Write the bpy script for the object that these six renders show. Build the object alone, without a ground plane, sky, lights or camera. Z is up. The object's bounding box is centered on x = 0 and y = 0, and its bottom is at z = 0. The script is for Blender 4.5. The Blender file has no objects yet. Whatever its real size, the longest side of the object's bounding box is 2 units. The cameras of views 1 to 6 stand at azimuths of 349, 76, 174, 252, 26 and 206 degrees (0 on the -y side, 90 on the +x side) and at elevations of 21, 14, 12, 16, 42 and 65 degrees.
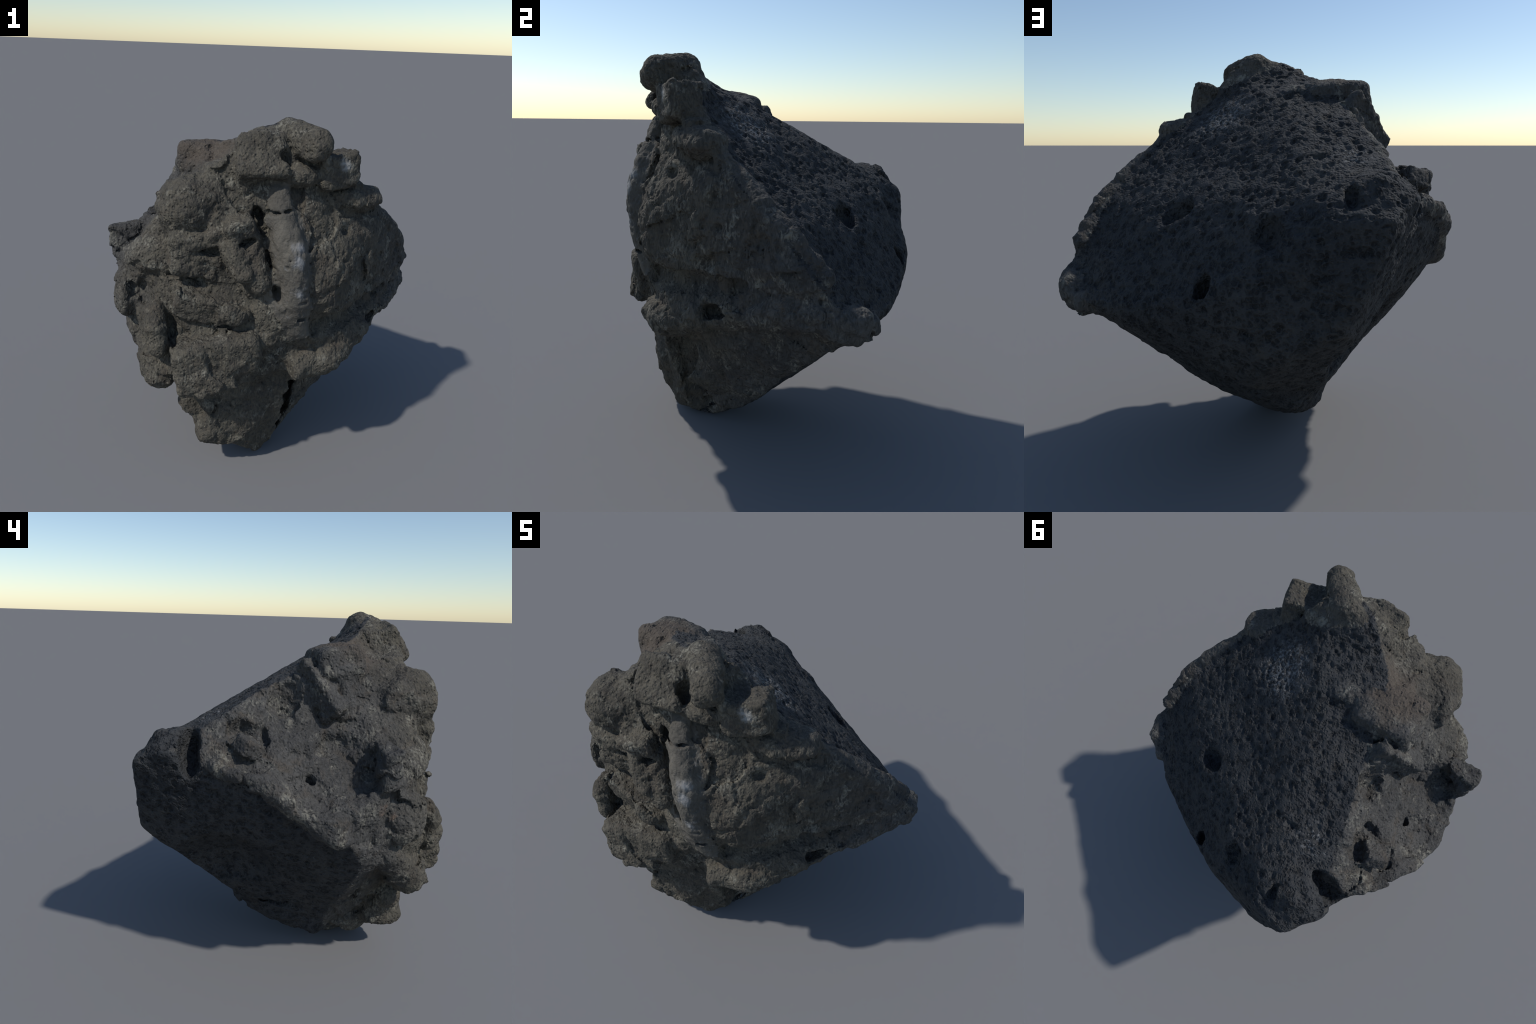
"""A weathered, porous lump of volcanic rock standing on its point.

The stone is described as a solid: a faceted core (a set of break planes), on
which lumps, teeth, a rib, a fin and a pinnacle are grown, and into which
caves, crevices, cracks and gas holes are cut.  The solid is polygonised with
surface nets, roughened with noise and split by region into named parts.
"""
import math
import numpy as np
import bpy

STEP = 0.0105                       # grid spacing of the polygoniser, metres
LO = np.array((-1.08, -0.96, -0.06))
HI = np.array((1.08, 0.96, 2.10))


# ----------------------------------------------------------------- noise
def hash01(ix, iy, iz, seed):
    h = (ix.astype(np.int64) * 374761393 + iy.astype(np.int64) * 668265263
         + iz.astype(np.int64) * 2147483647 + seed * 1274126177) & 0xFFFFFFFF
    h = ((h ^ (h >> 13)) * 1274126177) & 0xFFFFFFFF
    h = ((h ^ (h >> 16)) * 2246822519) & 0xFFFFFFFF
    return ((h ^ (h >> 15)) & 0xFFFFFF).astype(np.float32) / 0xFFFFFF


def value_noise(p, scale, seed):
    """smooth noise in -1..1"""
    q = p * scale
    i = np.floor(q).astype(np.int64)
    f = (q - i).astype(np.float32)
    f = f * f * f * (f * (f * 6 - 15) + 10)
    out = 0
    for dx in (0, 1):
        for dy in (0, 1):
            for dz in (0, 1):
                w = ((f[:, 0] if dx else 1 - f[:, 0]) * (f[:, 1] if dy else 1 - f[:, 1])
                     * (f[:, 2] if dz else 1 - f[:, 2]))
                out = out + w * hash01(i[:, 0] + dx, i[:, 1] + dy, i[:, 2] + dz, seed)
    return out * 2 - 1


def fbm(p, scale, seed, octaves=3, gain=0.5):
    total, amp = 0, 1.0
    for k in range(octaves):
        total = total + amp * value_noise(p + 3.1 * k, scale * 2.03 ** k, seed + k)
        amp *= gain
    return total


def pits(p, scale, seed, size_lo, size_hi, chance):
    """depth 0..1 of round gas holes scattered one per cell of a jittered lattice"""
    q = p * scale
    i = np.floor(q).astype(np.int64)
    depth = np.zeros(len(p), np.float32)
    for dx in (-1, 0, 1):
        for dy in (-1, 0, 1):
            for dz in (-1, 0, 1):
                cx, cy, cz = i[:, 0] + dx, i[:, 1] + dy, i[:, 2] + dz
                r = size_lo + (size_hi - size_lo) * hash01(cx, cy, cz, seed + 5) ** 2
                keep = hash01(cx, cy, cz, seed + 9) < chance
                d2 = ((q[:, 0] - cx - hash01(cx, cy, cz, seed + 1)) ** 2
                      + (q[:, 1] - cy - hash01(cx, cy, cz, seed + 2)) ** 2
                      + (q[:, 2] - cz - hash01(cx, cy, cz, seed + 3)) ** 2)
                depth = np.maximum(depth, np.where(keep, (1 - d2 / (r * r)) * r, 0))
    return np.clip(depth, 0, 1)


# ------------------------------------------------------- solid primitives
def frame(u, v):
    u = np.array(u, float); u /= np.linalg.norm(u)
    v = np.array(v, float); v -= u * (u @ v); v /= np.linalg.norm(v)
    return np.array((u, v, np.cross(u, v)), np.float32)


def ellipsoid(c, r, u=(1, 0, 0), v=(0, 1, 0)):
    c, r, R = np.array(c, np.float32), np.array(r, np.float32), frame(u, v)

    def sdf(p):
        q = (p - c) @ R.T
        k0 = np.sqrt(((q / r) ** 2).sum(1)) + 1e-6
        k1 = np.sqrt(((q / (r * r)) ** 2).sum(1)) + 1e-6
        return k0 * (k0 - 1) / k1
    return sdf, c, float(r.max())


def block(c, half, u=(1, 0, 0), v=(0, 1, 0), soft=0.03):
    c, half, R = np.array(c, np.float32), np.array(half, np.float32), frame(u, v)

    def sdf(p):
        d = np.abs((p - c) @ R.T) - (half - soft)
        return np.sqrt((np.maximum(d, 0) ** 2).sum(1)) + np.minimum(d.max(1), 0) - soft
    return sdf, c, float(np.linalg.norm(half))


def strand(*stops):
    """a chain of tapered round segments through (x, y, z, radius) stops"""
    S = np.array(stops, np.float32)

    def sdf(p):
        best = np.full(len(p), 9, np.float32)
        for a, b in zip(S, S[1:]):
            ab = b[:3] - a[:3]
            t = np.clip(((p - a[:3]) @ ab) / (ab @ ab), 0, 1)
            d = np.sqrt(((p - a[:3] - t[:, None] * ab) ** 2).sum(1)) - (a[3] + t * (b[3] - a[3]))
            best = np.minimum(best, d)
        return best
    mid = (S[:, :3].max(0) + S[:, :3].min(0)) / 2
    return sdf, mid, float(np.sqrt(((S[:, :3] - mid) ** 2).sum(1)).max() + S[:, 3].max())


# ----------------------------------------------------- the stone described
# break planes of the core: outward normal, distance from the origin;
# the porous ones are dark faces full of gas holes, the craggy ones are broken
POROUS = [
    ((0.489, 0.456, 0.741), 1.202), ((0.088, 0.46, 0.884), 1.478), ((0.58, 0.59, 0.56), 1.055),
    ((0.73, -0.01, 0.69), 1.440), ((0.51, 0.85, -0.09), 0.582), ((0.32, 0.945, 0.02), 0.722),
    ((-0.82, 0.57, -0.04), 0.778), ((-0.70, 0.42, -0.58), 0.06), ((-0.74, 0.57, -0.355), 0.345), ((-0.18, 0.63, -0.76), -0.085),
    ((0.50, 0.45, -0.74), -0.124), ((0.35, 0.35, -0.87), -0.150), ((0.60, 0.50, -0.62), 0.145), ((0.50, 0.75, -0.43), 0.240), ((-0.52, 0.13, -0.85), 0.015), ((0.0, 0.0, -1.0), -0.012),
]
CRAGGY = [
    ((0.55, -0.61, -0.56), 0.292), ((0.70, -0.55, -0.45), 0.235), ((-0.73, -0.45, -0.51), 0.505),
    ((0.10, -0.98, -0.17), 0.565), ((0.00, -0.99, -0.13), 0.680), ((-0.97, -0.22, -0.10), 0.797),
    ((-0.57, -0.80, 0.19), 1.06), ((0.10, -0.94, 0.30), 1.085), ((-0.25, -0.96, 0.12), 0.865), ((0.655, -0.755, 0.0), 0.705),
    ((0.90, -0.33, 0.29), 1.285), ((0.505, -0.735, 0.453), 1.25), ((-0.76, 0.19, 0.62), 1.362), ((-0.54, -0.19, 0.82), 1.77),
    ((-0.78, -0.20, -0.60), 0.225),
]

ADD, CUT = 1, -1
CALM = {"rib": 0.35, "peak": 0.4, "pinnacle": 0.6, "horn": 0.5, "tooth": 0.6, "crystal": 0.3, "shoulder": 0.8}
# part, operation, blend radius, solid
FEATURES = [
    # --- the hollow slope under the top edge of the left side
    ("core", CUT, 0.05, ellipsoid((-0.63, 0.05, 1.49), (0.11, 0.28, 0.11), (-0.76, 0.19, 0.62), (0.24, 0.97, 0))),
    # --- the pinnacle on top: two lobes with a gap between them, and a horn beside
    ("pinnacle", ADD, 0.05, ellipsoid((-0.05, -0.485, 1.79), (0.23, 0.10, 0.16), (1, 0, 0.1))),
    ("pinnacle", ADD, 0.03, block((-0.175, -0.57, 1.80), (0.125, 0.09, 0.12), (1, 0, 0), (0, 1, -0.6), 0.035)),
    ("pinnacle", ADD, 0.03, strand((-0.015, -0.50, 1.915, 0.088), (0.08, -0.64, 1.885, 0.085))),
    ("pinnacle", ADD, 0.03, ellipsoid((0.03, -0.60, 1.72), (0.11, 0.07, 0.06))),
    ("horn", ADD, 0.02, block((0.215, -0.56, 1.745), (0.115, 0.085, 0.095), (1, 0.25, 0.15), (0, 1, 0), 0.035)),
    ("skirt", ADD, 0.02, ellipsoid((0.36, -0.49, 1.58), (0.17, 0.11, 0.09), (1, 0.45, -0.1))),
    ("ledge", ADD, 0.03, strand((0.50, -0.41, 1.52, 0.035), (0.63, -0.31, 1.37, 0.05), (0.76, -0.20, 1.23, 0.055),
                                (0.85, -0.06, 1.06, 0.06))),
    # --- front
    ("shoulder", ADD, 0.04, block((-0.455, -0.50, 1.53), (0.215, 0.175, 0.14), (1, 0.2, -0.25), (0, 1, -0.25), 0.12)),
    ("shoulder", ADD, 0.015, block((-0.29, -0.67, 1.48), (0.07, 0.065, 0.06), (1, 0, 0.3), (0, 1, 0.3), 0.02)),
    ("shoulder", ADD, 0.02, block((-0.49, -0.625, 1.42), (0.13, 0.065, 0.05), (1, -0.2, 0.25), (0, 1, 0.2), 0.03)),
    ("bulge", ADD, 0.02, ellipsoid((-0.67, -0.455, 1.28), (0.16, 0.12, 0.12), (1, 0, 0.3))),
    ("bulge", ADD, 0.02, block((-0.50, -0.60, 1.28), (0.12, 0.07, 0.07), (1, 0, -0.3), (0, 1, 0), 0.03)),
    ("rib", ADD, 0.015, strand((-0.09, -0.59, 1.63, 0.08), (-0.06, -0.68, 1.45, 0.08), (-0.03, -0.725, 1.33, 0.075),
                               (0.0, -0.735, 1.12, 0.07), (0.025, -0.705, 0.93, 0.065))),
    ("rib", ADD, 0.03, strand((-0.10, -0.70, 1.14, 0.06), (0.0, -0.70, 0.92, 0.06))),
    ("tooth", ADD, 0.015, strand((-0.22, -0.66, 1.42, 0.06), (-0.19, -0.73, 1.20, 0.05))),
    ("tooth", ADD, 0.015, strand((-0.33, -0.68, 1.38, 0.06), (-0.27, -0.74, 1.27, 0.05))),
    ("wedge_stone", ADD, 0.015, block((-0.46, -0.62, 1.06), (0.15, 0.085, 0.085), (1, -0.15, -0.25), (0, 1, 0.25), 0.02)),
    ("wedge_stone", ADD, 0.015, block((-0.30, -0.70, 1.03), (0.07, 0.06, 0.05), (1, 0, -0.4), (0, 1, 0), 0.02)),
    ("shelf", ADD, 0.02, block((-0.40, -0.68, 0.80), (0.23, 0.125, 0.12), (1, 0, 0.15), (0, 1, 0.1), 0.05)),
    ("shelf", ADD, 0.02, block((-0.45, -0.695, 0.67), (0.16, 0.11, 0.07), (1, 0, 0.1), (0, 1, -0.1), 0.03)),
    ("column", ADD, 0.015, strand((-0.71, -0.60, 1.02, 0.05), (-0.70, -0.64, 0.93, 0.065), (-0.70, -0.64, 0.82, 0.06))),
    ("knob", ADD, 0.02, ellipsoid((-0.865, -0.40, 1.03), (0.06, 0.12, 0.13))),
    ("fin", ADD, 0.03, block((-0.80, -0.27, 1.30), (0.14, 0.05, 0.10), (1, -0.1, 0.15), (0.1, 1, 0), 0.03)),
    ("lobe", ADD, 0.03, strand((0.05, -0.685, 0.69, 0.09), (0.22, -0.63, 0.71, 0.11), (0.45, -0.44, 0.82, 0.115),
                                     (0.62, -0.26, 0.87, 0.105), (0.82, -0.07, 0.90, 0.095))),
    ("foot", ADD, 0.03, ellipsoid((-0.13, -0.37, 0.13), (0.15, 0.21, 0.12), (1, 0.2, 0))),
    ("foot", ADD, 0.02, ellipsoid((-0.31, -0.37, 0.20), (0.08, 0.09, 0.08))),
    ("keel", ADD, 0.05, strand((-0.30, -0.20, 0.15, 0.06), (-0.20, 0.03, 0.25, 0.08), (-0.12, 0.18, 0.33, 0.08))),
    ("foot", ADD, 0.03, ellipsoid((-0.24, -0.46, 0.15), (0.12, 0.12, 0.09))),
    # --- left side
    ("lip", ADD, 0.03, strand((-0.62, 0.50, 1.27, 0.045), (-0.73, 0.37, 1.24, 0.045), (-0.80, 0.24, 1.16, 0.05), (-0.88, -0.02, 0.97, 0.055))),
    ("lip", ADD, 0.03, strand((-0.69, -0.56, 0.63, 0.11), (-0.79, -0.31, 0.83, 0.07))),
    ("heel", ADD, 0.04, block((-0.30, -0.575, 0.30), (0.16, 0.11, 0.15), (1, 0.1, -0.35), (0, 1, 0.15), 0.04)),
    ("heel", ADD, 0.03, strand((-0.53, -0.54, 0.42, 0.06), (-0.40, -0.54, 0.23, 0.06))),
    ("peak", ADD, 0.06, block((-0.415, -0.165, 1.735), (0.145, 0.125, 0.085), (-1, 0.1, 0.08), (0.1, 1, -0.12), 0.045)),
    ("peak", ADD, 0.05, block((-0.30, -0.25, 1.73), (0.16, 0.13, 0.08), (-1, 0, 0.05), (0.1, 1, -0.1), 0.04)),
    ("peak", ADD, 0.04, block((-0.44, -0.22, 1.61), (0.12, 0.10, 0.12), (1, 0.2, -0.2), (0, 1, 0), 0.04)),
    ("wedge_block", ADD, 0.01, block((-0.51, -0.045, 1.61), (0.17, 0.05, 0.06), (-0.17, -0.12, -0.24), (-0.5, 0.85, 0), 0.02)),
    ("corner_tip", ADD, 0.04, block((0.845, 0.04, 0.855), (0.085, 0.10, 0.085), (1, 0.2, -0.1), (0, 1, -0.2), 0.05)),
    ("corner_tip", ADD, 0.04, block((0.775, 0.14, 0.82), (0.085, 0.075, 0.055), (1, 0.3, -0.2), (0, 1, 0), 0.03)),
    ("back_corner", ADD, 0.05, ellipsoid((-0.39, 0.66, 1.335), (0.14, 0.12, 0.08), (1, 0, 0), (0, 1, -0.3))),
    ("back_corner", ADD, 0.06, ellipsoid((-0.04, 0.50, 1.20), (0.16, 0.13, 0.09), (1, -0.2, 0), (0, 1, -0.5))),
    # --- caves, crevices and cracks
    ("pinnacle", CUT, 0.02, strand((-0.07, -0.68, 1.90, 0.02), (-0.055, -0.62, 1.78, 0.035))),
    ("horn", CUT, 0.03, ellipsoid((0.175, -0.55, 1.88), (0.05, 0.09, 0.06))),
    ("core", CUT, 0.03, ellipsoid((-0.38, -0.47, 1.87), (0.10, 0.11, 0.11))),
    ("core", CUT, 0.02, strand((0.125, -0.78, 1.06, 0.05), (0.14, -0.74, 0.92, 0.065), (0.30, -0.65, 0.925, 0.05), (0.46, -0.52, 0.945, 0.04), (0.64, -0.34, 0.985, 0.025))),
    ("core", CUT, 0.02, ellipsoid((-0.77, -0.57, 1.08), (0.05, 0.12, 0.10))),
    ("core", CUT, 0.02, ellipsoid((-0.26, -0.77, 1.12), (0.08, 0.07, 0.035), (1, 0, -0.4))),
    ("core", CUT, 0.01, block((0.04, -0.45, 0.25), (0.012, 0.10, 0.24), (1, -0.3, -0.25), (0.3, 1, 0), 0.01)),
    ("core", CUT, 0.05, ellipsoid((-0.77, 0.02, 1.27), (0.09, 0.24, 0.20), (-0.76, 0.19, 0.62), (0.24, 0.97, 0))),
    ("core", CUT, 0.02, ellipsoid((-0.48, 0.12, 1.57), (0.08, 0.08, 0.11))),
    ("core", CUT, 0.02, strand((-0.60, 0.43, 1.47, 0.05), (-0.54, 0.36, 1.41, 0.075), (-0.56, 0.28, 1.42, 0.05))),
    ("core", CUT, 0.03, ellipsoid((-0.68, 0.34, 1.36), (0.09, 0.17, 0.11), (-0.76, 0.19, 0.62), (0.24, 0.97, 0))),
    ("core", CUT, 0.01, ellipsoid((-0.60, 0.265, 1.40), (0.10, 0.022, 0.06), (0.95, -0.3, -0.28), (0.3, 0.95, 0))),
    ("core", CUT, 0.02, ellipsoid((-0.52, 0.61, 1.34), (0.15, 0.040, 0.13), (0.95, -0.3, -0.28), (0.3, 0.95, 0))),
    ("core", CUT, 0.01, ellipsoid((-0.68, 0.055, 1.18), (0.04, 0.02, 0.04))),
    ("core", CUT, 0.04, ellipsoid((-0.72, -0.17, 1.47), (0.09, 0.08, 0.10))),
    ("crystal", ADD, 0.02, block((-0.62, 0.35, 1.36), (0.06, 0.06, 0.045), (1, 0.4, 0.3), (0, 1, 0.5), 0.015)),
    ("core", CUT, 0.03, block((0.37, -0.592, 0.46), (0.35, 0.15, 0.13), (0.97, 0.25, 0.06), (0.25, -0.97, 0), 0.04)),
    ("core", CUT, 0.02, ellipsoid((-0.20, -0.71, 1.60), (0.05, 0.07, 0.09), (1, 0, 0.3))),
    ("core", CUT, 0.03, strand((-0.28, -0.75, 0.53, 0.05), (-0.06, -0.73, 0.58, 0.08), (-0.03, -0.78, 0.80, 0.03))),
    ("core", CUT, 0.03, ellipsoid((-0.69, -0.07, 1.37), (0.11, 0.12, 0.09), (-1, 0, 0.5))),
    ("core", CUT, 0.01, strand((-0.56, -0.05, 1.77, 0.02), (-0.62, -0.12, 1.60, 0.04))),
    # gaps between the broken pieces of the front
    ("core", CUT, 0.01, strand((-0.54, -0.72, 1.375, 0.02), (-0.44, -0.72, 1.40, 0.025), (-0.36, -0.72, 1.44, 0.02))),
    ("core", CUT, 0.01, ellipsoid((-0.26, -0.73, 1.415), (0.06, 0.08, 0.025), (1, 0, 0.3))),
    ("core", CUT, 0.01, ellipsoid((-0.60, -0.64, 1.205), (0.07, 0.10, 0.018), (1, 0, 0.05))),
    ("core", CUT, 0.01, ellipsoid((-0.10, -0.76, 1.15), (0.028, 0.09, 0.06), (1, 0, 0.4))),
    ("core", CUT, 0.01, ellipsoid((-0.135, -0.70, 1.31), (0.015, 0.09, 0.055), (1, 0, 0.3))),
    ("core", CUT, 0.01, ellipsoid((-0.175, -0.64, 1.50), (0.018, 0.09, 0.07), (1, 0, 0.3))),
    ("core", CUT, 0.01, ellipsoid((-0.485, -0.66, 1.185), (0.03, 0.08, 0.025))),
    ("core", CUT, 0.01, ellipsoid((-0.625, -0.67, 0.92), (0.02, 0.09, 0.10), (1, 0, 0.1))),
    ("core", CUT, 0.015, ellipsoid((-0.43, -0.73, 1.535), (0.03, 0.05, 0.02))),
    ("core", CUT, 0.01, ellipsoid((-0.40, -0.74, 0.955), (0.15, 0.07, 0.018), (1, 0, 0.15))),
    ("core", CUT, 0.01, strand((0.095, -0.79, 1.20, 0.02), (0.105, -0.79, 1.08, 0.035))),
    # joints across the rib
    ("rib", CUT, 0.004, ellipsoid((0.03, -0.83, 1.115), (0.10, 0.05, 0.009), (1, 0, 0.12))),
    ("rib", CUT, 0.004, ellipsoid((0.03, -0.80, 1.01), (0.10, 0.05, 0.008), (1, 0, 0.05))),
    ("rib", CUT, 0.004, ellipsoid((-0.02, -0.83, 1.365), (0.09, 0.06, 0.010), (1, 0, 0.55))),
    ("rib", CUT, 0.004, ellipsoid((-0.10, -0.70, 1.56), (0.09, 0.05, 0.009), (1, 0, 0.15))),
    ("core", CUT, 0.03, ellipsoid((-0.67, 0.12, 1.45), (0.09, 0.12, 0.08), (-0.76, 0.19, 0.62), (0.24, 0.97, 0))),
    ("core", CUT, 0.03, ellipsoid((-0.77, -0.12, 1.25), (0.06, 0.14, 0.14), (-0.76, 0.19, 0.62), (0.24, 0.97, 0))),
    ("core", CUT, 0.05, ellipsoid((0.02, -0.29, 1.87), (0.16, 0.12, 0.05), (1, 0, 0), (0, 1, -0.5))),
    ("core", CUT, 0.03, ellipsoid((-0.43, -0.42, 1.85), (0.14, 0.11, 0.09))),
    # undercut below the skirt, hollows of the right wall, the step under the back face
    ("core", CUT, 0.015, strand((0.13, -0.67, 1.565, 0.025), (0.30, -0.635, 1.51, 0.045), (0.50, -0.51, 1.435, 0.035))),
    ("core", CUT, 0.02, ellipsoid((0.295, -0.61, 1.435), (0.035, 0.035, 0.025))),
    ("core", CUT, 0.02, ellipsoid((0.50, -0.49, 1.05), (0.045, 0.03, 0.025), (0.75, 0.65, 0.3))),
    ("core", CUT, 0.02, ellipsoid((0.57, -0.44, 1.22), (0.03, 0.04, 0.025))),
    ("core", CUT, 0.02, ellipsoid((0.52, -0.45, 0.83), (0.06, 0.04, 0.02), (0.75, 0.65, 0.3))),
    ("core", CUT, 0.04, strand((0.60, 0.30, 0.60, 0.05), (0.35, 0.36, 0.53, 0.10), (0.08, 0.38, 0.43, 0.07))),
    ("core", CUT, 0.06, ellipsoid((-0.42, 0.38, 0.70), (0.07, 0.22, 0.20), (-0.70, 0.42, -0.58), (0.51, 0.86, 0))),
    # --- large gas holes
    ("core", CUT, 0.02, ellipsoid((0.37, 0.22, 1.22), (0.08, 0.05, 0.08), (1, -0.4, -0.4))),
    ("core", CUT, 0.02, ellipsoid((0.012, 0.655, 1.20), (0.04, 0.08, 0.06))),
    ("core", CUT, 0.02, ellipsoid((0.25, 0.565, 0.95), (0.04, 0.04, 0.06))),
    ("core", CUT, 0.02, ellipsoid((-0.27, 0.755, 1.33), (0.035, 0.07, 0.055))),
    ("core", CUT, 0.02, strand((-0.45, -0.10, 0.28, 0.04), (-0.30, 0.08, 0.36, 0.05), (-0.13, 0.23, 0.42, 0.055), (0.02, 0.30, 0.47, 0.035))),
]


def smooth_min(a, b, k):
    h = np.maximum(k - np.abs(a - b), 0) / k
    return np.minimum(a, b) - h * h * k * 0.25


def face_set(p, planes, k):
    f = np.full(len(p), -9, np.float32)
    for n, d in planes:
        n = np.array(n, np.float32); l = np.linalg.norm(n)
        f = -smooth_min(-f, -(p @ (n / l) - d / l), k)
    return f


def chunks(p, scale, seed):
    """angular break relief: every cell of a jittered lattice is a tilted flat facet"""
    q = p * scale + 0.35 * np.stack([value_noise(p, scale * 1.3, seed + 20 + a) for a in range(3)], 1)
    i = np.floor(q).astype(np.int64)
    best, value = np.full(len(p), 9, np.float32), np.zeros(len(p), np.float32)
    second = best.copy()
    for dx in (-1, 0, 1):
        for dy in (-1, 0, 1):
            for dz in (-1, 0, 1):
                c = [i[:, 0] + dx, i[:, 1] + dy, i[:, 2] + dz]
                o = [q[:, a] - c[a] - hash01(*c, seed + a) for a in range(3)]
                d = o[0] ** 2 + o[1] ** 2 + o[2] ** 2
                tilt = sum(o[a] * (hash01(*c, seed + 4 + a) * 2 - 1) for a in range(3))
                h = (hash01(*c, seed + 8) * 2 - 1) * 0.6 + tilt
                near = d < best
                second = np.where(near, best, np.minimum(second, d))
                value = np.where(near, h, value)
                best = np.where(near, d, best)
    edge = np.sqrt(second) - np.sqrt(best)
    return value + 0.5 * np.clip(1 - edge / 0.12, 0, 1)


def roughen(p, crag, calm):
    """relief added to the distance: broken facets on craggy sides, shallow dents on porous ones"""
    r = 0.013 * fbm(p, 3.5, 11, 2) + 0.004 * fbm(p, 25.0, 31, 2)
    on = crag > 0.01
    c = np.zeros(len(p), np.float32)
    c[on] = 0.016 * chunks(p[on], 5.5, 41) + 0.005 * chunks(p[on], 17.0, 61) + 0.005 * fbm(p[on], 9.0, 51, 2)
    hole = 0.05 * pits(p, 9.0, 71, 0.08, 0.35, 0.35)
    return r + crag * calm * (c - 0.002) + (1 - crag) * hole


def build_field():
    axes = [np.arange(LO[a], HI[a], STEP, dtype=np.float32) for a in range(3)]
    shape = tuple(len(a) for a in axes)
    grid = np.stack(np.meshgrid(*axes, indexing="ij"), -1).reshape(-1, 3)
    porous, craggy = face_set(grid, POROUS, 0.03), face_set(grid, CRAGGY, 0.03)
    f = -smooth_min(-porous, -craggy, 0.02)
    crag = np.clip((craggy - porous) / 0.06 + 0.5, 0, 1)
    owner = np.zeros(len(grid), np.int16)
    calm = np.ones(len(grid), np.float32)
    names = ["core"]
    index = np.arange(len(grid)).reshape(shape)
    for part, op, k, (sdf, c, reach) in FEATURES:
        if part not in names:
            names.append(part)
        lo = np.clip(((c - reach - k - 0.06 - LO) / STEP).astype(int), 0, None)
        hi = ((c + reach + k + 0.06 - LO) / STEP).astype(int) + 2
        i = index[lo[0]:hi[0], lo[1]:hi[1], lo[2]:hi[2]].ravel()
        g = sdf(grid[i])
        if op == ADD:
            owner[i[g < f[i]]] = names.index(part)
            calm[i] += (CALM.get(part, 1.0) - calm[i]) * np.clip((f[i] - g) / 0.03, 0, 1)
            crag[i] = np.maximum(crag[i], np.clip((f[i] - g) / 0.05, 0, 1))
            f[i] = smooth_min(f[i], g, k)
        else:
            f[i] = -smooth_min(-f[i], g, k)
    band = np.flatnonzero(np.abs(f) < 0.07)
    f[band] += roughen(grid[band], crag[band], calm[band])
    return f.reshape(shape), owner.reshape(shape), crag.reshape(shape), names


def surface_nets(f):
    inside = f < 0
    n = f.shape
    corner = [(i, j, k) for i in (0, 1) for j in (0, 1) for k in (0, 1)]
    count = sum(inside[i:n[0] - 1 + i, j:n[1] - 1 + j, k:n[2] - 1 + k].astype(np.int8) for i, j, k in corner)
    cell = np.argwhere((count > 0) & (count < 8))
    number = np.full((n[0] - 1, n[1] - 1, n[2] - 1), -1, np.int64)
    number[tuple(cell.T)] = np.arange(len(cell))
    total, hits = np.zeros((len(cell), 3)), np.zeros(len(cell))
    value = {c: f[tuple((cell + c).T)] for c in corner}
    for a in corner:
        for axis in range(3):
            if a[axis]:
                continue
            b = tuple(a[m] + (m == axis) for m in range(3))
            va, vb = value[a], value[b]
            cross = (va < 0) != (vb < 0)
            t = np.where(cross, va / np.where(cross, va - vb, 1), 0)
            p = np.tile(np.array(a, float), (len(cell), 1))
            p[:, axis] += t
            total += p * cross[:, None]
            hits += cross
    verts = (cell + total / hits[:, None]) * STEP + LO
    quads = []
    for axis in range(3):
        u, v = (axis + 1) % 3, (axis + 2) % 3
        lo = [slice(None)] * 3; hi = [slice(None)] * 3
        lo[axis] = slice(None, -1); hi[axis] = slice(1, None)
        a, b = inside[tuple(lo)], inside[tuple(hi)]
        e = np.argwhere(a != b)
        e = e[(e[:, u] > 0) & (e[:, v] > 0)]
        du, dv = np.eye(3, dtype=int)[u], np.eye(3, dtype=int)[v]
        q = np.stack([number[tuple((e - s).T)] for s in (du + dv, dv, 0 * du, du)], 1)
        flip = ~a[tuple(e.T)]
        q[flip] = q[flip][:, ::-1]
        quads.append(q)
    return verts, np.concatenate(quads), cell


def biggest_piece(verts, quads):
    label = np.arange(len(verts))
    while True:
        low = label[quads].min(1)
        new = label.copy()
        np.minimum.at(new, quads.ravel(), np.repeat(low, 4))
        new = new[new]
        if (new == label).all():
            break
        label = new
    ids, n = np.unique(label, return_counts=True)
    return label == ids[n.argmax()]


def edges_of(quads):
    e = np.sort(np.stack([quads, np.roll(quads, -1, 1)], 2).reshape(-1, 2), 1)
    key = e[:, 0].astype(np.int64) * (quads.max() + 1) + e[:, 1]
    _, first, inverse = np.unique(key, return_index=True, return_inverse=True)
    return e[first], inverse.reshape(-1, 4)


def relax(verts, edges, amount):
    total, n = np.zeros_like(verts), np.zeros(len(verts))
    for a in range(3):
        total[:, a] = (np.bincount(edges[:, 0], verts[edges[:, 1], a], len(verts))
                       + np.bincount(edges[:, 1], verts[edges[:, 0], a], len(verts)))
    n = np.bincount(edges.ravel(), minlength=len(verts))
    return verts + amount * (total / n[:, None] - verts)


def subdivide(verts, quads):
    edges, side = edges_of(quads)
    nv, ne = len(verts), len(edges)
    new = np.concatenate([verts, verts[edges].mean(1), verts[quads].mean(1)])
    mid, centre = side + nv, np.arange(len(quads)) + nv + ne
    out = np.stack([np.stack([quads[:, k], mid[:, k], centre, mid[:, k - 1]], 1) for k in range(4)], 1)
    return new, out.reshape(-1, 4), edges


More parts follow.
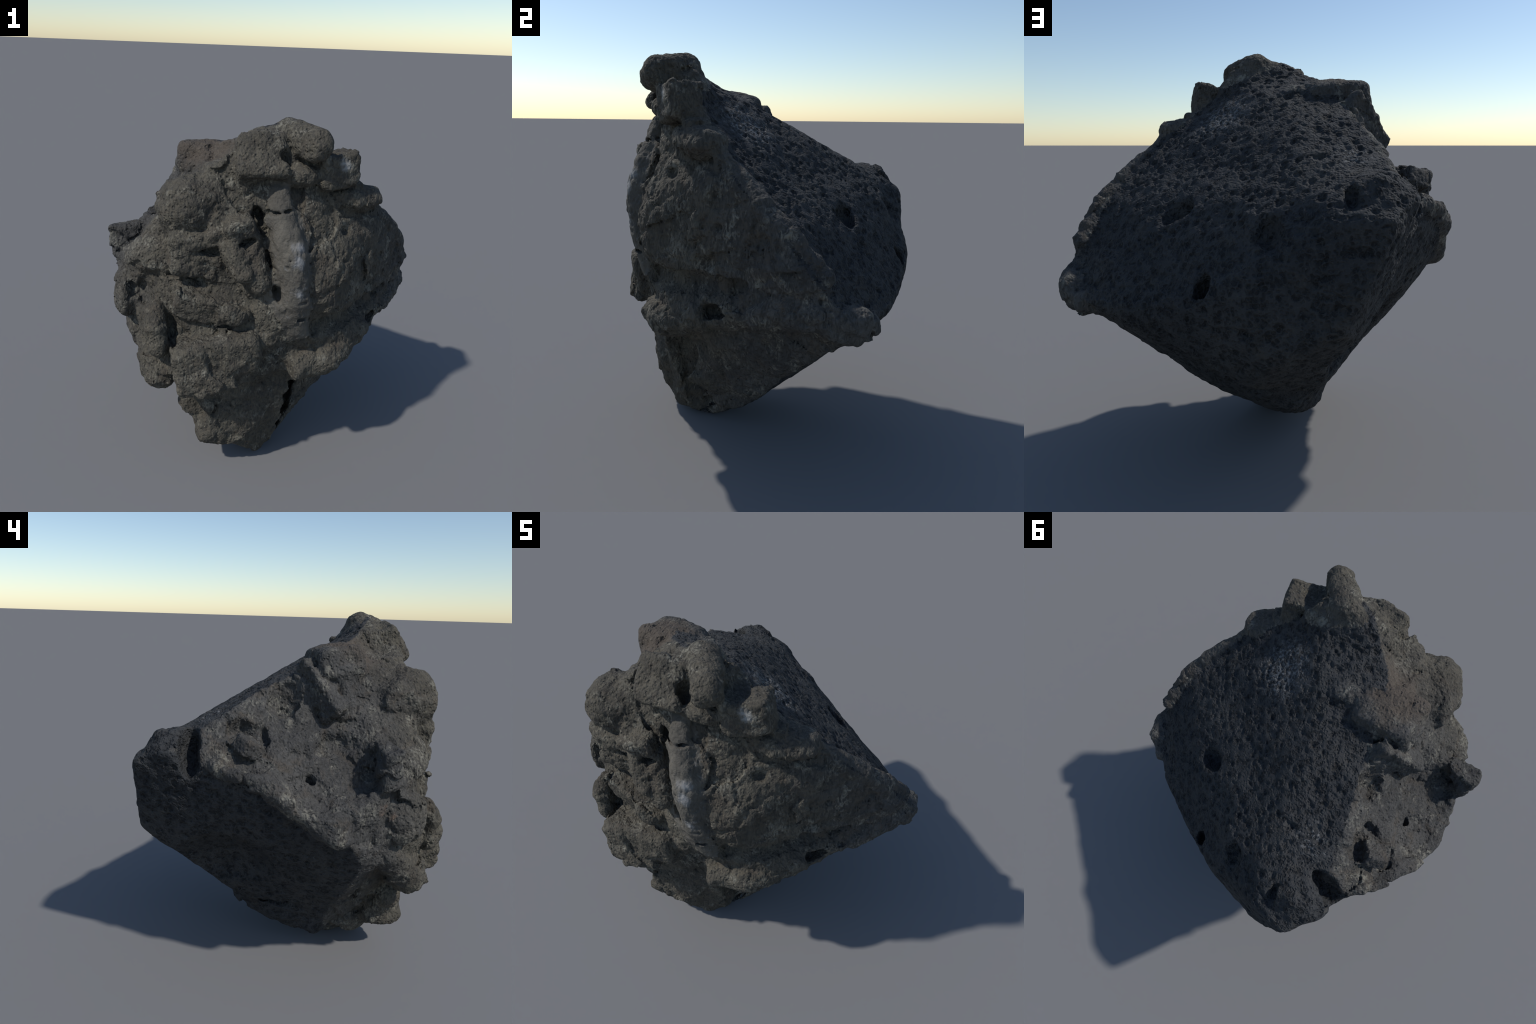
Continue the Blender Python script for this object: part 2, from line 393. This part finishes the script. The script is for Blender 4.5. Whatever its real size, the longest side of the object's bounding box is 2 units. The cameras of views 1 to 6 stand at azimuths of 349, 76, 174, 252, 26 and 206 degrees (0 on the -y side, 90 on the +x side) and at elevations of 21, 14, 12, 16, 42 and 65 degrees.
def vertex_normals(verts, quads):
    p = verts[quads]
    fn = np.cross(p[:, 2] - p[:, 0], p[:, 3] - p[:, 1])
    n = np.stack([np.bincount(quads.ravel(), np.repeat(fn[:, a], 4), len(verts)) for a in range(3)], 1)
    return n / (np.linalg.norm(n, axis=1)[:, None] + 1e-12)


def solid():
    f, owner, crag, names = build_field()
    verts, quads, cell = surface_nets(f)
    keep = biggest_piece(verts, quads)
    quads = quads[keep[quads[:, 0]]]
    order = np.cumsum(keep) - 1
    verts, quads = verts[keep], order[quads]
    at = tuple(cell[keep].T)
    return verts, quads, owner[at], crag[at], names


def fine_relief(verts, quads, crag):
    """split every quad in four and sink gas holes and grain into the surface"""
    verts, fine, edges = subdivide(verts, quads)
    crag = np.concatenate([crag, crag[edges].mean(1), crag[quads].mean(1)])
    verts = relax(verts, edges_of(fine)[0], 0.5)
    normal = vertex_normals(verts, fine)
    p = verts.astype(np.float32)
    # round vesicles on porous faces, drawn-out shallow ones on broken faces
    wobble = np.stack([value_noise(p, 30.0, 80 + a) for a in range(3)], 1) * 0.006
    porous = crag < 0.95
    depth = np.zeros(len(p), np.float32)
    depth[porous] = 0.016 * pits(p[porous] + wobble[porous], 34.0, 101, 0.25, 0.8, 0.85) * (1 - crag[porous])
    broken = crag > 0.05
    # the grain of the broken faces runs down the slope: worm-like furrows and a few pores
    q = (p[broken] + 2.0 * wobble[broken]) * np.array((1.5, 1.5, 0.7), np.float32)
    furrow = np.clip(1 - np.abs(value_noise(q, 48.0, 131)) / 0.35, 0, 1) + 0.6 * value_noise(q, 20.0, 141)
    depth[broken] += crag[broken] * (0.0032 * furrow + 0.007 * pits(q, 34.0, 121, 0.2, 0.7, 0.35))
    return verts - normal * depth[:, None], fine


# ------------------------------------------------------------- materials
class Graph:
    """short-hand for building a node tree"""

    def __init__(self, name):
        self.material = bpy.data.materials.new(name)
        self.material.use_nodes = True
        self.tree = self.material.node_tree
        self.bsdf = self.tree.nodes["Principled BSDF"]
        self.co = self.tree.nodes.new("ShaderNodeTexCoord").outputs["Object"]

    def put(self, socket, value):
        if isinstance(value, bpy.types.NodeSocket):
            self.tree.links.new(value, socket)
        else:
            socket.default_value = value

    def math(self, op, a, b=0.0, clamp=False):
        n = self.tree.nodes.new("ShaderNodeMath")
        n.operation, n.use_clamp = op, clamp
        self.put(n.inputs[0], a); self.put(n.inputs[1], b)
        return n.outputs[0]

    def ramp(self, x, lo, hi):
        n = self.tree.nodes.new("ShaderNodeMapRange")
        n.interpolation_type = "SMOOTHSTEP"
        self.put(n.inputs[0], x)
        n.inputs[1].default_value, n.inputs[2].default_value = lo, hi
        return n.outputs[0]

    def noise(self, scale, detail=4.0, rough=0.6, warp=0.0, vector=None):
        n = self.tree.nodes.new("ShaderNodeTexNoise")
        self.put(n.inputs["Vector"], vector or self.co)
        n.inputs["Scale"].default_value, n.inputs["Detail"].default_value = scale, detail
        n.inputs["Roughness"].default_value, n.inputs["Distortion"].default_value = rough, warp
        return n.outputs["Fac"]

    def cells(self, scale, vector=None, feature="F1"):
        n = self.tree.nodes.new("ShaderNodeTexVoronoi")
        n.feature = feature
        self.put(n.inputs["Vector"], vector or self.co)
        n.inputs["Scale"].default_value = scale
        return n.outputs["Distance"]

    def stretched(self, scale):
        n = self.tree.nodes.new("ShaderNodeMapping")
        self.put(n.inputs["Vector"], self.co)
        n.inputs["Scale"].default_value = scale
        return n.outputs[0]

    def near(self, centre, lo, hi, scale=(1, 1, 1)):
        """1 close to a point, fading to 0"""
        a = self.tree.nodes.new("ShaderNodeVectorMath"); a.operation = "SUBTRACT"
        self.put(a.inputs[0], self.co); a.inputs[1].default_value = centre
        b = self.tree.nodes.new("ShaderNodeVectorMath"); b.operation = "MULTIPLY"
        self.put(b.inputs[0], a.outputs[0]); b.inputs[1].default_value = scale
        c = self.tree.nodes.new("ShaderNodeVectorMath"); c.operation = "LENGTH"
        self.put(c.inputs[0], b.outputs[0])
        rough = self.math("MULTIPLY_ADD", self.noise(28.0, 3.0), 0.08)
        rough.node.inputs[2].default_value = -0.04
        return self.math("SUBTRACT", 1.0, self.ramp(self.math("ADD", c.outputs["Value"], rough), lo, hi))

    def mix(self, fac, a, b):
        n = self.tree.nodes.new("ShaderNodeMix"); n.data_type = "RGBA"
        self.put(n.inputs["Factor"], fac)
        for sock, v in ((n.inputs[6], a), (n.inputs[7], b)):
            self.put(sock, v if isinstance(v, bpy.types.NodeSocket) else (*v, 1))
        return n.outputs[2]

    def bump(self, height, strength, distance, normal=None):
        n = self.tree.nodes.new("ShaderNodeBump")
        n.inputs["Strength"].default_value, n.inputs["Distance"].default_value = strength, distance
        self.put(n.inputs["Height"], height)
        if normal:
            self.put(n.inputs["Normal"], normal)
        return n.outputs[0]


def finish(g, colour, height, bump_depth):
    g.put(g.bsdf.inputs["Base Color"], colour)
    g.bsdf.inputs["Roughness"].default_value = 0.93
    g.bsdf.inputs["Specular IOR Level"].default_value = 0.25
    g.put(g.bsdf.inputs["Normal"], g.bump(height, 1.0, bump_depth))
    return g.material


def porous_stone():
    """dark face: blackish grey with paler rims of bubbles and a few ashy and rusty patches"""
    g = Graph("porous_stone")
    colour = g.mix(g.ramp(g.noise(3.0, 5.0), 0.35, 0.7), (0.032, 0.034, 0.037), (0.050, 0.050, 0.050))
    colour = g.mix(g.math("MULTIPLY", g.ramp(g.noise(9.0, 4.0), 0.56, 0.72), 0.5), colour, (0.052, 0.046, 0.038))
    # net of paler lines round dark cells, at two sizes
    bend = g.tree.nodes.new("ShaderNodeMix"); bend.data_type = "VECTOR"
    bend.inputs["Factor"].default_value = 0.03
    wobbly = g.tree.nodes.new("ShaderNodeTexNoise"); wobbly.inputs["Scale"].default_value = 14.0
    g.put(wobbly.inputs["Vector"], g.co)
    g.put(bend.inputs[4], g.co); g.put(bend.inputs[5], wobbly.outputs["Color"])
    net = g.math("MAXIMUM", g.ramp(g.cells(22.0, bend.outputs[1]), 0.34, 0.60),
                 g.math("MULTIPLY", g.ramp(g.cells(58.0, bend.outputs[1]), 0.35, 0.60), 0.8))
    colour = g.mix(net, g.mix(0.75, colour, (0.009, 0.010, 0.012)), colour)
    fine = g.noise(120.0, 3.0)
    colour = g.mix(g.math("MULTIPLY", g.ramp(fine, 0.5, 0.8), 0.6), colour, (0.068, 0.068, 0.066))
    ash = g.near((0.17, -0.22, 1.66), 0.05, 0.22)
    colour = g.mix(g.math("MULTIPLY", ash, g.ramp(g.noise(60.0), 0.42, 0.68)), colour, (0.16, 0.165, 0.17))
    ash = g.near((-0.33, 0.48, 1.50), 0.02, 0.14)
    colour = g.mix(g.math("MULTIPLY", ash, g.ramp(g.noise(50.0), 0.5, 0.7)), colour, (0.17, 0.17, 0.17))
    holes = g.cells(75.0)
    height = g.math("ADD", g.math("ADD", g.ramp(holes, 0.0, 0.55), net), g.math("MULTIPLY", fine, 0.7))
    return finish(g, colour, height, 0.007)


def broken_stone():
    """broken face: warm grey-brown, mottled, with drawn-out pores, pale patches and an orange stain"""
    g = Graph("broken_stone")
    warm = g.mix(g.ramp(g.noise(4.0, 5.0), 0.3, 0.7), (0.068, 0.061, 0.049), (0.114, 0.103, 0.081))
    grey = g.mix(g.ramp(g.noise(4.0, 5.0), 0.3, 0.7), (0.056, 0.055, 0.054), (0.090, 0.087, 0.082))
    place = g.tree.nodes.new("ShaderNodeSeparateXYZ")
    g.put(place.inputs[0], g.co)
    drift = g.math("ADD", place.outputs["Y"], g.math("MULTIPLY", g.noise(5.0, 4.0), 0.5))
    colour = g.mix(g.ramp(drift, -0.35, 0.05), warm, grey)
    colour = g.mix(g.math("MULTIPLY", g.ramp(g.noise(7.0, 3.0, 0.6, 1.0), 0.5, 0.7), 0.6), colour, (0.082, 0.067, 0.052))
    streak = g.noise(45.0, 4.0, 0.6, 1.5, g.stretched((1.0, 1.0, 0.45)))
    colour = g.mix(g.ramp(streak, 0.36, 0.58), g.mix(0.65, colour, (0.036, 0.035, 0.033)), colour)
    pale = g.math("MULTIPLY", g.ramp(g.noise(9.0, 6.0, 0.7), 0.50, 0.66), g.ramp(streak, 0.42, 0.6))
    colour = g.mix(g.math("MULTIPLY", pale, 0.75), colour, (0.215, 0.205, 0.170))
    saddle = g.near((-0.42, -0.26, 1.82), 0.10, 0.22, (1, 1, 1.3))
    colour = g.mix(g.math("MULTIPLY", saddle, 0.75), colour, (0.088, 0.071, 0.056))
    orange = g.near((-0.93, -0.26, 1.08), 0.015, 0.065)
    colour = g.mix(g.math("MULTIPLY", orange, 0.85), colour, (0.20, 0.13, 0.090))
    white = g.near((0.245, -0.655, 1.79), 0.0, 0.05)
    colour = g.mix(white, colour, (0.34, 0.34, 0.33))
    height = g.math("ADD", streak, g.math("MULTIPLY", g.noise(110.0, 3.0), 0.5))
    height = g.math("ADD", height, g.math("MULTIPLY", g.ramp(g.cells(50.0), 0.05, 0.45), 0.6))
    return finish(g, colour, height, 0.010)


def rib_stone():
    """the long rib: smoother, cooler grey, with whitish rubs"""
    g = Graph("rib_stone")
    colour = g.mix(g.ramp(g.noise(6.0, 5.0), 0.35, 0.65), (0.078, 0.072, 0.062), (0.116, 0.107, 0.091))
    colour = g.mix(g.math("MULTIPLY", g.ramp(g.noise(22.0, 5.0, 0.7, 0.8), 0.58, 0.75), 0.6), colour, (0.20, 0.20, 0.195))
    for centre in ((-0.01, -0.79, 1.41), (-0.01, -0.81, 1.34), (0.0, -0.80, 1.18)):
        colour = g.mix(g.math("MULTIPLY", g.near(centre, 0.0, 0.05), 0.7), colour, (0.30, 0.30, 0.30))
    height = g.math("ADD", g.noise(35.0, 5.0, 0.65), g.math("MULTIPLY", g.noise(120.0, 3.0), 0.4))
    return finish(g, colour, height, 0.008)


# -------------------------------------------------------------- assembly
def main():
    verts, quads, part, crag, names = solid()
    coarse_part = np.where(part == 0, np.where(crag < 0.5, 0, len(names)), part)
    names = ["porous_face"] + names[1:] + ["broken_face"]
    # a face belongs where most of its corners do
    corner = coarse_part[quads]
    votes = (corner[:, :, None] == corner[:, None, :]).sum(2)
    face_part = np.repeat(corner[np.arange(len(quads)), votes.argmax(1)], 4)
    verts, quads = fine_relief(verts, quads, crag)
    verts[:, 2] -= verts[:, 2].min()
    normal = vertex_normals(verts, quads)
    porous, broken, rib = porous_stone(), broken_stone(), rib_stone()
    material = {"porous_face": porous, "back_corner": porous, "keel": porous, "rib": rib}
    rock = bpy.data.objects.new("volcanic_rock", None)
    bpy.context.scene.collection.objects.link(rock)
    rock["label"] = "rough dark grey porous volcanic rock standing on a point"
    rock["category"] = "rock"
    for k, name in enumerate(names):
        mine = quads[face_part == k]
        if not len(mine):
            continue
        used, local = np.unique(mine, return_inverse=True)
        mesh = bpy.data.meshes.new(name)
        n = len(mine)
        mesh.vertices.add(len(used)); mesh.loops.add(4 * n); mesh.polygons.add(n)
        mesh.vertices.foreach_set("co", verts[used].astype(np.float32).ravel())
        mesh.loops.foreach_set("vertex_index", local.ravel().astype(np.int32))
        mesh.polygons.foreach_set("loop_start", np.arange(0, 4 * n, 4, dtype=np.int32))
        mesh.update(calc_edges=True)
        mesh.polygons.foreach_set("use_smooth", np.ones(n, bool))
        mesh.normals_split_custom_set_from_vertices(normal[used].tolist())
        mesh.materials.append(material.get(name.split(".")[0], broken))
        ob = bpy.data.objects.new(name, mesh)
        ob.parent = rock
        bpy.context.scene.collection.objects.link(ob)


if __name__ == "__main__":
    main()
